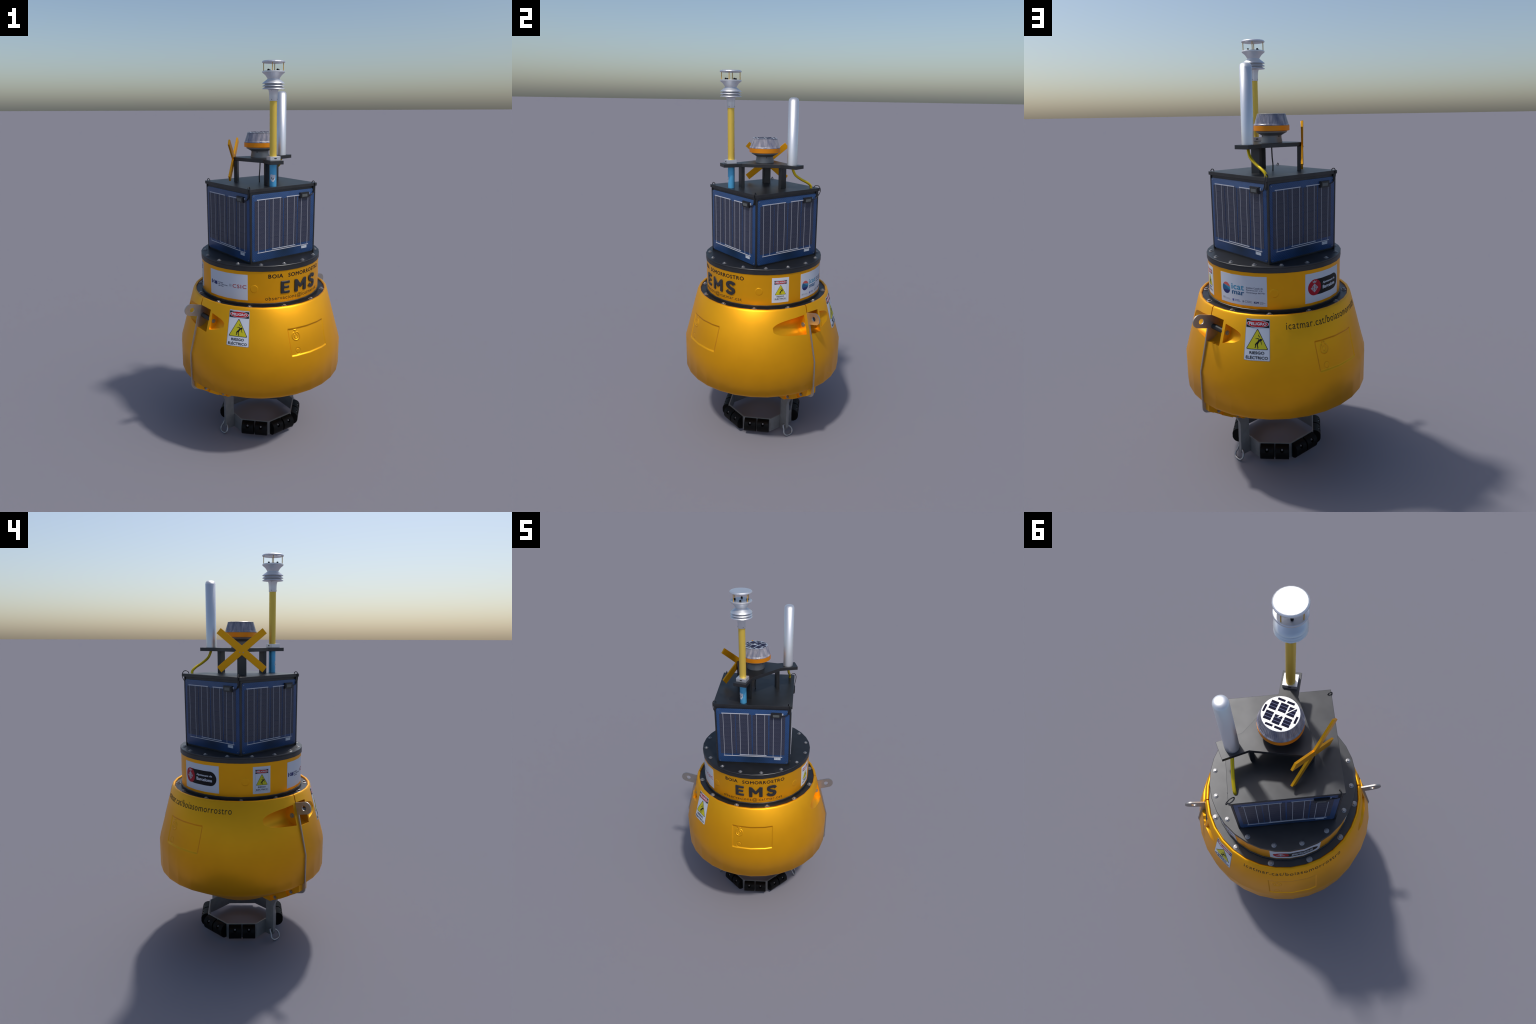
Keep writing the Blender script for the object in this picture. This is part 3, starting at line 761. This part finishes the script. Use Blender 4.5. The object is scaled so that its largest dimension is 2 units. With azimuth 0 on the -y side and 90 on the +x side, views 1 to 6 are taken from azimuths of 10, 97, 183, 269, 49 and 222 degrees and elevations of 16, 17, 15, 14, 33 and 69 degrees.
# city council plate
st = art_poly(DRUM, [rect(119.0, 160.4, 0.8632, 0.9980)], "logo_sticker", ROOT, "paper", 0.0006)
pill = [(a, z) for a, z in ellipse(151.7, 0.9315, 6.5, 0.0362, 48)]
pl2 = [p for p in pill if p[0] >= 151.7]
pl2 = sorted(pl2, key=lambda p: atan2((p[1] - .9315) / .0362, (p[0] - 151.7) / 6.5))
art_poly(DRUM, [[(127.8, 0.9315 - 0.0362)] + pl2 + [(127.8, 0.9315 + 0.0362)]], "logo_pill", st, "ink", L1)
art_poly(DRUM, [ellipse(127.8, 0.9315, 6.4, 0.0368, 48)], "logo_disc", st, "crimson", L2)
dm = lambda k: [(127.6 + 3.7 * k, 0.9290), (127.6, 0.9290 + 0.0205 * k), (127.6 - 3.7 * k, 0.9290), (127.6, 0.9290 - 0.0205 * k)]
art_poly(DRUM, [dm(1.0), [(125.9, .9560), (129.3, .9560), (129.8, .9620), (128.7, .9585), (127.6, .9640), (126.5, .9585), (125.4, .9620)], rect(126.1, 129.1, .9525, .9545)], "crest", st, "plight", L3)
bars = [rect(127.6 + 3.2 * i / 4 - .16, 127.6 + 3.2 * i / 4 + .16, .9290, .9290 + .0205 * (1 - i / 4.3) - .003) for i in (1, 2, 3)] + \
       [rect(127.6 - 3.2 * i / 4 - .16, 127.6 - 3.2 * i / 4 + .16, .9290 - .0205 * (1 - i / 4.3) + .003, .9285) for i in (1, 2, 3)] + \
       [rect(124.6, 127.2, .9330, .9345), rect(126.2, 126.7, .9310, .9390), rect(128.0, 130.6, .9235, .9250), rect(128.5, 129.0, .9190, .9270)]
art_poly(DRUM, bars, "crest", st, "crimson", L4)
tline(st, "Ajuntament de", 136.5, 153.9, 0.9365, 0.9492, "paper", L2, bold=0.03)
tline(st, "Barcelona", 136.4, 153.9, 0.9150, 0.9315, "paper", L2, bold=0.035)

# drum lettering
lt = art_text(DRUM, "BOIA", -73.6, -59.7, 0.9790, 0.9998, "buoy_lettering", ROOT, "ink", 0.0005, bold=0.025, space=1.15)
art_text(DRUM, "SOMORROSTRO", -54.6, -10.5, 0.9788, 0.9998, "buoy_lettering", lt, "ink", 0.0005, bold=0.025, space=1.15)
art_text(DRUM, "observacions@icatmar.cat", -76.4, -12.7, 0.8590, 0.8850, "buoy_lettering", lt, "inkthin", 0.0005, space=1.12)
art_text(CONE, "icatmar.cat/boiasomorrostro", 101.0, 173.4, 0.7835, 0.8148, "buoy_lettering", lt, "inkthin", 0.0006, space=1.12)

# raised puffy initials, drawn as broad strokes in a unit box
def outline_S(w):
    path = catmull([(0.93, 0.78, 0), (0.80, 0.90, 0), (0.52, 0.93, 0), (0.22, 0.86, 0), (0.15, 0.70, 0), (0.30, 0.57, 0), (0.55, 0.49, 0), (0.80, 0.40, 0), (0.86, 0.25, 0), (0.70, 0.10, 0), (0.42, 0.08, 0), (0.20, 0.14, 0), (0.06, 0.25, 0)], 4)
    L_, R_ = [], []
    for i, p in enumerate(path):
        t = (path[min(i + 1, len(path) - 1)] - path[max(i - 1, 0)]); t = Vector((t.x * 0.78, t.y)).normalized()
        L_.append((p.x - t.y * w / 0.78, p.y + t.x * w)); R_.append((p.x + t.y * w / 0.78, p.y - t.x * w))
    return R_ + L_[::-1]
OUT = {"E": [(0, 0), (1, 0), (1, .21), (.36, .21), (.36, .40), (.93, .40), (.93, .60), (.36, .60), (.36, .79), (1, .79), (1, 1), (0, 1)],
       "M": [(0, 0), (.25, 0), (.25, .57), (.43, .30), (.57, .30), (.75, .57), (.75, 0), (1, 0), (1, 1), (.80, 1), (.5, .56), (.20, 1), (0, 1)],
       "S": outline_S(0.125)}
def puffy(ch, a0, a1, zb, zt):
    bm = bmesh.new()
    W, H = radians(a1 - a0) * 0.3165, zt - zb
    bm_prism(bm, [(u * W, v * H) for u, v in OUT[ch]], lambda a, b, h: (a, b, h), -0.001, 0.0050)
    bmesh.ops.recalc_face_normals(bm, faces=bm.faces[:])
    vert = [e for e in bm.edges if abs(e.verts[0].co.z - e.verts[1].co.z) > 0.003 and e.calc_face_angle(0) > radians(30)]
    bmesh.ops.bevel(bm, geom=vert, offset=0.0035, segments=3, profile=0.5, affect='EDGES', clamp_overlap=True)
    top = [e for e in bm.edges if min(v.co.z for v in e.verts) > 0.0049]
    bmesh.ops.bevel(bm, geom=top, offset=0.0042, segments=4, profile=0.5, affect='EDGES', clamp_overlap=True)
    for v in bm.verts: v.co = (radians(a0) + v.co.x / 0.3165, zb + v.co.y, v.co.z)
    lo, hi = radians(a0), radians(a1); t = (math.floor(lo / SEG) + 1) * SEG
    while t < hi:
        bmesh.ops.bisect_plane(bm, geom=bm.verts[:] + bm.edges[:] + bm.faces[:], plane_co=(t, 0, 0), plane_no=(1, 0, 0), dist=1e-6); t += SEG
    for v in bm.verts: v.co = DRUM.pt(v.co.x, v.co.y, v.co.z)
    obj("raised_initial", done(bm, "raised_initial"), drum, "puffy", 40)
puffy("E", -62.1, -53.1, 0.8955, 0.9615)
puffy("M", -47.8, -34.0, 0.8935, 0.9600)
puffy("S", -29.4, -19.7, 0.8940, 0.9620)

# ================================================================== SOLAR BOX
HB = 0.2030
bx = box("instrument_box", (0, 0, (1.0445 + 1.400) / 2), (2 * HB, 2 * HB, 1.400 - 1.0445 + 0.001), "black", ROOT, pi / 4, 0.0015)
bl = box("box_lid", (0, 0, 1.40765), (2 * 0.2115, 2 * 0.2115, 0.0157), "black", ROOT, pi / 4, 0.0012)
# angle posts closing the corners, flush with the panel fronts
for k in range(4):
    a = radians(45 + 90 * k); n_ = Vector((cos(a), sin(a), 0)); t_ = Vector((-sin(a), cos(a), 0))
    prism("corner_post", [(.1985, .1985), (.2066, .1985), (.2066, .2066), (.1985, .2066)], lambda p, q, h: n_ * p + t_ * q + Vector((0, 0, h)), 1.0450, 1.4005, "black", bx, 0.0006)

def face_m(az, dist):
    """panel frame: x along the face to the right, y outward, z up"""
    a = radians(az)
    return Matrix(((-sin(a), cos(a), 0, dist * cos(a)), (cos(a), sin(a), 0, dist * sin(a)), (0, 0, 1, 0), (0, 0, 0, 1)))
ZP = (1.0525 + 1.3875) / 2
def flat(pts, lo, hi, name, mk, bev=0.0):
    bm = bmesh.new(); bm_prism(bm, pts, lambda a, b, h: (a, h, b), lo, hi)
    bmesh.ops.recalc_face_normals(bm, faces=bm.faces[:])
    if bev: bevel(bm, bev)
    return done(bm, name)
U0, U1 = -0.1975, 0.1975
sheet_me = flat(rrect(U0, U1, 1.0525 - ZP, 1.3875 - ZP, 0.011, 0.011), -0.001, 0.0035, "solar_panel", "sheet", 0.0006)
cell_me = flat([(-.0427, -.0134), (.0427, -.0134), (.0427, .0134), (-.0427, .0134)], 0, 0.0009, "solar_cell", "cell")
def multi(polys, lo, hi, name):
    bm = bmesh.new()
    for p in polys: bm_prism(bm, p, lambda a, b, h: (a, h, b), lo, hi)
    return done(bm, name)
R4 = lambda a0, a1, z0, z1: [(a0, z0), (a1, z0), (a1, z1), (a0, z1)]
vl = [-.1613, -.1181, -.0705, -.0266, .0208, .0647, .1119, .1556]
bus = [R4(-.1690, -.0200, 1.3585 - ZP, 1.3625 - ZP), R4(.0150, .1635, 1.3585 - ZP, 1.3625 - ZP), R4(-.1660, .1630, 1.0935 - ZP, 1.0965 - ZP), R4(-.0760, .0748, 1.1015 - ZP, 1.1045 - ZP)]
fin = []
for i, u in enumerate(vl):
    zb = 1.1030 if 2 <= i <= 5 else 1.0950
    fin.append(R4(u - .00105, u + .00105, zb - ZP, 1.3600 - ZP))
bus_me = multi(bus, 0.0035, 0.0055, "busbar"); fin_me = multi(fin, 0.0035, 0.0050, "finger_strip")
lab_me = multi([R4(.1175, .1540, 1.0765 - ZP, 1.0905 - ZP)], 0.0035, 0.0042, "rating_label")
jb = bmesh.new()
bm_prism(jb, R4(.0985, .1565, 1.3450 - ZP, 1.3735 - ZP), lambda a, b, h: (a, h, b), 0.003, 0.0125)
bevel(jb, 0.002)
bm_prism(jb, R4(.1035, .1515, 1.3480 - ZP, 1.3705 - ZP), lambda a, b, h: (a, h, b), 0.012, 0.0145)
jb_me = done(jb, "junction_box")
scr_me = multi([R4(.1090, .1430, 1.3515 - ZP, 1.3650 - ZP)], 0.0145, 0.0150, "display_window")
clip_me = multi([R4(.1570, .1645, 1.3640 - ZP, 1.3685 - ZP)], 0.0035, 0.006, "cable_clip")
sc = bmesh.new()
for u in (-.1865, .1865):
    for z in (1.3785, 1.0605):
        for i, (q, h) in enumerate(((0.0022, 0.0045),)):
            bm_prism(sc, [(u + q * cos(2 * pi * j / 10), z - ZP + q * sin(2 * pi * j / 10)) for j in range(10)], lambda a, b, h2: (a, h2, b), 0.003, h)
sc_me = done(sc, "panel_screw")
cab_small = [(.155, .0070, 1.3575), (.170, .0075, 1.3580), (.184, .0080, 1.3630), (.1935, .0095, 1.3760), (.1965, .0110, 1.3920), (.1965, .0118, 1.4060), (.1955, .0100, 1.4185), (.1935, .0040, 1.4250), (.1905, -.0030, 1.4225), (.1890, -.0070, 1.4130)]
cab_large = [(.155, .0070, 1.3575), (.168, .0080, 1.3578), (.184, .0100, 1.3630), (.1965, .0140, 1.3780), (.205, .0175, 1.3960), (.2065, .0165, 1.4120), (.2030, .0090, 1.4255), (.1960, -.0010, 1.4290), (.1900, -.0110, 1.4240), (.1870, -.0160, 1.4120)]
tab_me = multi([R4(.1880, .2028, 1.3660 - ZP, 1.3995 - ZP)], -0.001, 0.0055, "corner_tab")
def cab(path):
    cb = bmesh.new(); bm_tube(cb, catmull([(u, d, z - ZP) for u, d, z in path], 8), 0.0021, 8)
    me = done(cb, "panel_cable"); me.materials.append(M["cable"]); smooth_by_angle(me, 50); return me
cab_a, cab_b = cab(cab_large), cab(cab_small)
for k in range(4):
    az = 45 + 90 * k
    pm = face_m(az, HB) @ Matrix.Translation((0, 0, ZP))
    p = obj("solar_panel", sheet_me if k == 0 else sheet_me, ROOT, "sheet" if k == 0 else None, 40 if k == 0 else None)
    p.matrix_local = pm
    for me, nm, mk in ((bus_me, "busbar", "busbar"), (fin_me, "finger_strip", "finger"), (lab_me, "rating_label", "label"), (jb_me, "junction_box", "black"),
                       (scr_me, "display_window", "screen"), (clip_me, "cable_clip", "busbar"), (sc_me, "panel_screw", "bolt"), (tab_me, "corner_tab", "black")):
        o = obj(nm, me, p, mk if k == 0 else None)
        if nm in ("finger_strip", "busbar", "panel_screw"): o["kind"] = "stuff"
    obj("panel_cable", cab_a if k == 0 else cab_b, p)
    cu = [-.1391, -.0500, .0413, .1325]
    for c in range(4):
        for r in range(9):
            o = obj("solar_cell", cell_me, p, "cell" if (k + c + r) == 0 else None)
            o.matrix_local = Matrix.Translation((cu[c], 0.0035, 1.3420 - ZP - r * 0.02755 + (0.0015 if c % 2 else 0)))

# ================================================================== TOP STRUCTURE
CY = -0.0055; ZT = 1.5432; ZU = 1.5255
def armpt(ang, al, p):
    a = radians(ang); return (al * cos(a) - p * sin(a), CY + al * sin(a) + p * cos(a))
pts = [armpt(-60, .1345, -.0355), armpt(-60, .2325, -.0350), armpt(-60, .2325, .0350), armpt(-60, .1345, .0355),
       armpt(60, .1345, -.0355), armpt(60, .2325, -.0350), armpt(60, .2325, .0350), armpt(60, .1345, .0355),
       armpt(180, .1340, -.0220), armpt(180, .1340, .0220)]
mp = prism("mounting_plate", pts, lambda a, b, h: (a, b, h), ZU, ZT, "black", ROOT, 0.0008)
for ang in (-60, 60, 180):
    pts = [armpt(ang, .1155, -.0224), armpt(ang, .1337, -.0224), armpt(ang, .1337, .0224), armpt(ang, .1155, .0224)]
    prism("support_leg", pts, lambda a, b, h: (a, b, h), 1.4140, ZU + 0.001, "black", ROOT, 0.001)
# yellow cross topmark
Pc = [(0.0940, 1.6374), (0.1144, 1.6130), (0.0209, 1.5341), (0.1142, 1.4552), (0.0941, 1.4291), (-0.0059, 1.5113),
      (-0.1055, 1.4291), (-0.1257, 1.4553), (-0.0320, 1.5341), (-0.1259, 1.6132), (-0.1056, 1.6374), (-0.0060, 1.5567)]
tm = prism("cross_topmark", Pc, lambda a, b, h: (h, a, b), -0.1432, -0.1342, "hull", ROOT, 0.0006)
for y, z in ((0.0047, 1.5247), (-0.0127, 1.5232)):
    prism("topmark_screw", [(y + .0026 * cos(2 * pi * i / 12), z + .0026 * sin(2 * pi * i / 12)) for i in range(12)], lambda a, b, h: (h, a, b), -0.1448, -0.143, "bolt", tm)

# lantern
lan = lathe("navigation_lantern", [(0, 1.5434), (.0490, 1.5434), (.0480, 1.5500), (.0455, 1.5640), (.0448, 1.5735), (.0455, 1.5755), (.0560, 1.5815), (.0700, 1.5890), (.0700, 1.5945), (0, 1.5945)], "lgrey", n=48, ang=40)
lathe("lantern_band", [(0, 1.5943), (.0720, 1.5943), (.0815, 1.5968), (.0815, 1.6185), (.0790, 1.6188), (0, 1.6188)], "orange", lan, n=48)
def lens():
    bm = bmesh.new(); n = 216
    prof = [(0, 1.6190, 0), (.0808, 1.6190, 0), (.0812, 1.6215, 0), (.0795, 1.6245, .0003), (.0768, 1.6260, .0006), (.0755, 1.6300, .0012), (.0640, 1.6668, .0012), (.0652, 1.6673, 0), (.0652, 1.6686, 0), (0, 1.6686, 0)]
    rings = []
    for r, z, a in prof:
        if r == 0: rings.append([bm.verts.new((0, 0, z))]); continue
        rings.append([bm.verts.new(((r + a * (sin(2 * pi * i / 3 + pi / 6))) * cos(2 * pi * i / n), (r + a * (sin(2 * pi * i / 3 + pi / 6))) * sin(2 * pi * i / n), z)) for i in range(n)])
    for A, B in zip(rings, rings[1:]):
        for i in range(n):
            j = (i + 1) % n
            if len(A) == 1: bm.faces.new((A[0], B[i], B[j]))
            elif len(B) == 1: bm.faces.new((A[i], A[j], B[0]))
            else: bm.faces.new((A[i], A[j], B[j], B[i]))
    obj("lantern_lens", done(bm, "lantern_lens"), lan, "lens", 50)
lens()
lathe("lantern_cap", [(0, 1.6684), (.0646, 1.6684), (.0646, 1.6692), (.0638, 1.6697), (0, 1.6697)], "white", lan, n=48)
CA, SA = cos(radians(15.3)), sin(radians(15.3))
def cells():
    R = lambda a0, a1, b0, b1: [(a0, b0), (a1, b0), (a1, b1), (a0, b1)]
    blocks, beds = [], []
    for a0, a1, bs in ((.0205, .0465, -.0363), (-.0133, .0141, -.0390), (-.0443, -.0183, -.0358), (.0208, .0480, .0037), (-.0120, .0153, .0074), (-.0446, -.0180, .0045)):
        beds.append(R(a0 + .0006, a1 - .0006, bs + .0006, bs + .0323))
        for i in range(3): blocks.append(R(a0, a1, bs + i * .0117, bs + i * .0117 + .0095))
    blocks += [R(.0041, .0305, -.0526, -.0440), R(-.0290, -.0027, -.0526, -.0440), R(.0062, .0327, .0458, .0541), R(-.0276, 0, .0458, .0545), R(.0527, .0605, -.0131, .0145), R(-.0592, -.0512, -.0115, .0155)]
    fn = lambda a, b, h: (a * CA - b * SA, a * SA + b * CA, h)
    for p in beds: prism("lantern_cell_bed", p, fn, 1.6688, 1.6700, "cellgap", lan)
    for p in blocks:
        prism("lantern_cell", p, fn, 1.6688, 1.6704, "cellblue", lan)
    L = lambda p, q, w: [(p[0] + w, p[1] - w * .7), (q[0] + w, q[1] - w * .7), (q[0] - w, q[1] + w * .7), (p[0] - w, p[1] + w * .7)]
    prism("lantern_pale_strip", L((-.040, -.0365), (.003, .016), .0011), fn, 1.6699, 1.6709, "white", lan)
cells()
tube("lantern_cable", [(.0010, .0006, 1.530), (.0006, .0004, 1.510), (-.0004, -.0030, 1.475), (-.0030, -.0040, 1.445), (-.0024, -.0028, 1.413)], 0.0030, "cable", lan)
for a in (20, 140, 260):
    prism("lantern_screw", [(radians(a) + .05 * cos(2 * pi * i / 10), 1.5715 + .003 * sin(2 * pi * i / 10)) for i in range(10)], lambda t, z, h: ((.045 + h) * cos(t), (.045 + h) * sin(t), z), -0.002, 0.0012, "dark", lan)

# mast
MC = (0.0910, -0.1636)
mst = lathe("mast_tube", [(0, 1.5450), (.0174, 1.5450), (.0174, 1.8215), (0, 1.8215)], "mast", n=24, c=MC)
low = lathe("mast_foot", [(0, 1.4140), (.0176, 1.4140), (.0176, 1.5275), (0, 1.5275)], "blue", n=24, c=MC)
# torn white tag wrapped on the foot
def tag():
    bm = bmesh.new()
    o = [(-.95, 1.472), (-.62, 1.4765), (-.1, 1.4735), (.62, 1.4730), (.55, 1.4590), (.40, 1.4475), (.12, 1.4440), (.16, 1.4395), (-.30, 1.4395), (-.75, 1.4470), (-.98, 1.4545)]
    n = 14
    th0 = radians(-76)
    cx = [(-.2, 1.458)]
    bm_prism(bm, [(th0 + a, z) for a, z in o], lambda a, b, h: (a, b, h), 0.0170, 0.0181)
    t = th0 - 1.0
    while t < th0 + 0.8:
        bmesh.ops.bisect_plane(bm, geom=bm.verts[:] + bm.edges[:] + bm.faces[:], plane_co=(t, 0, 0), plane_no=(1, 0, 0)); t += 0.12
    for v in bm.verts:
        a, z, r = v.co; v.co = (MC[0] + r * cos(a), MC[1] + r * sin(a), z)
    tg = obj("paper_tag", done(bm, "paper_tag"), low, "paper", 40)
    bm = bmesh.new()
    for p in ([(-.70, 1.4565), (-.50, 1.4625), (-.40, 1.4600), (-.60, 1.4545)], [(-.45, 1.4590), (-.20, 1.4530), (-.22, 1.4500), (-.46, 1.4555)], [(-.20, 1.4500), (.15, 1.4600), (.20, 1.4570), (-.10, 1.4480)]):
        bm_prism(bm, [(th0 + a, z) for a, z in p], lambda a, b, h: (MC[0] + h * cos(a), MC[1] + h * sin(a), b), 0.0175, 0.01835)
    obj("tag_scribble", done(bm, "tag_scribble"), tg, "ink")
tag()
def clampblock():
    pts = [armpt(-60, .1615, -.0268), armpt(-60, .2125, -.0268), armpt(-60, .2125, .0268), armpt(-60, .1615, .0268)]
    cb = prism("mast_clamp", pts, lambda a, b, h: (a, b, h), 1.5434, 1.5622, "white", ROOT, 0.0008)
    a = radians(-60); u = Vector((cos(a), sin(a), 0)); t = Vector((-sin(a), cos(a), 0)); o = Vector((0, CY, 0))
    for al, s in ((.2125, 1), (.1615, -1)):
        bm = bmesh.new()
        bm_prism(bm, [(.0003 + .0075 * cos(2 * pi * i / 16), 1.5528 + .0027 * sin(2 * pi * i / 16)) for i in range(16)], lambda p, z, h: o + u * h + t * p + Vector((0, 0, z)), al - s * .003, al + s * .0004)
        obj("clamp_slot", done(bm, "clamp_slot"), cb, "dark")
clampblock()

# weather sensor head
wx = lathe("weather_sensor", [(0, 1.8205), (.0193, 1.8205), (.0195, 1.8215), (.0203, 1.8450), (.0212, 1.8600), (.0240, 1.8700), (.0300, 1.8735),
                              (.0400, 1.8738), (.0540, 1.8742), (.0534, 1.8755), (.0395, 1.8840), (.0390, 1.8855), (.0538, 1.8865), (.0532, 1.8878), (.0395, 1.8960), (.0390, 1.8975),
                              (.0538, 1.8988), (.0532, 1.9002), (.0440, 1.9075), (.0330, 1.9155), (.0285, 1.9195), (.0290, 1.9215), (.0345, 1.9300), (.0400, 1.9370), (.0535, 1.9478),
                              (.0540, 1.9500), (.0535, 1.9530), (.0515, 1.9545), (0, 1.9550)], "white", n=32, c=MC, ang=36)
lathe("sensor_cap", [(0, 1.9895), (.0490, 1.9895), (.0535, 1.9910), (.0550, 1.9935), (.0540, 1.9965), (.0510, 1.9990), (.0490, 1.9999), (0, 2.0)], "white", wx, n=24, c=MC, ang=12)
for k in range(4):
    a = radians(90 * k + 1)
    x, y = MC[0] + .0467 * cos(a), MC[1] + .0467 * sin(a)
    lathe("sensor_pillar", [(0, 1.9530), (.0019, 1.9530), (.0019, 1.9910), (0, 1.9910)], "post", wx, n=10, c=(x, y))
    a = radians(45 + 90 * k)
    x, y = MC[0] + .0305 * cos(a), MC[1] + .0305 * sin(a)
    lathe("sensor_probe", [(0, 1.9545), (.0050, 1.9545), (.0050, 1.9600), (.0042, 1.9625), (0, 1.9640)], "ink", wx, n=12, c=(x, y))
    x, y = MC[0] + .0215 * cos(a), MC[1] + .0215 * sin(a)
for z in (1.8685, 1.8275):
    for a in (-107, -17, 73, 163):
        r = .0228 if z > 1.85 else .0198
        prism("sensor_screw", [(radians(a) + .075 * cos(2 * pi * i / 8), z + .0016 * sin(2 * pi * i / 8)) for i in range(8)], lambda t, q, h, r=r: (MC[0] + (r + h) * cos(t), MC[1] + (r + h) * sin(t), q), -0.002, 0.0006, "dark", wx)

# radio antenna
AC = (0.0925, 0.1542)
ant = lathe("antenna_tube", [(0, 1.5434), (.0268, 1.5434), (.0259, 1.8570), (.0245, 1.8650), (.0205, 1.8710), (.0130, 1.8742), (0, 1.8752)], "white", n=24, c=AC)
# one soft normal sweep from the foot of the tube over its domed end
AN = []
for p_ in ant.data.polygons:
    for li in p_.loop_indices:
        v_ = ant.data.vertices[ant.data.loops[li].vertex_index].co
        if p_.normal.z < -0.5: AN.append((0, 0, -1)); continue
        a_ = atan2(v_.y - AC[1], v_.x - AC[0])
        tl_ = radians(3 if v_.z < 1.6 else 34 if v_.z < 1.86 else 46 if v_.z < 1.868 else 62 if v_.z < 1.8725 else 78 if v_.z < 1.875 else 90)
        AN.append((cos(a_) * cos(tl_), sin(a_) * cos(tl_), sin(tl_)))
ant.data.normals_split_custom_set(AN)
tube("antenna_hose", [(.0910, .1560, 1.535), (.0905, .1600, 1.517), (.0815, .1735, 1.490), (.0570, .2025, 1.4655), (.0310, .2310, 1.4470), (.0130, .2480, 1.4300), (.0080, .2520, 1.4120)], 0.0069, "hose", n=14)
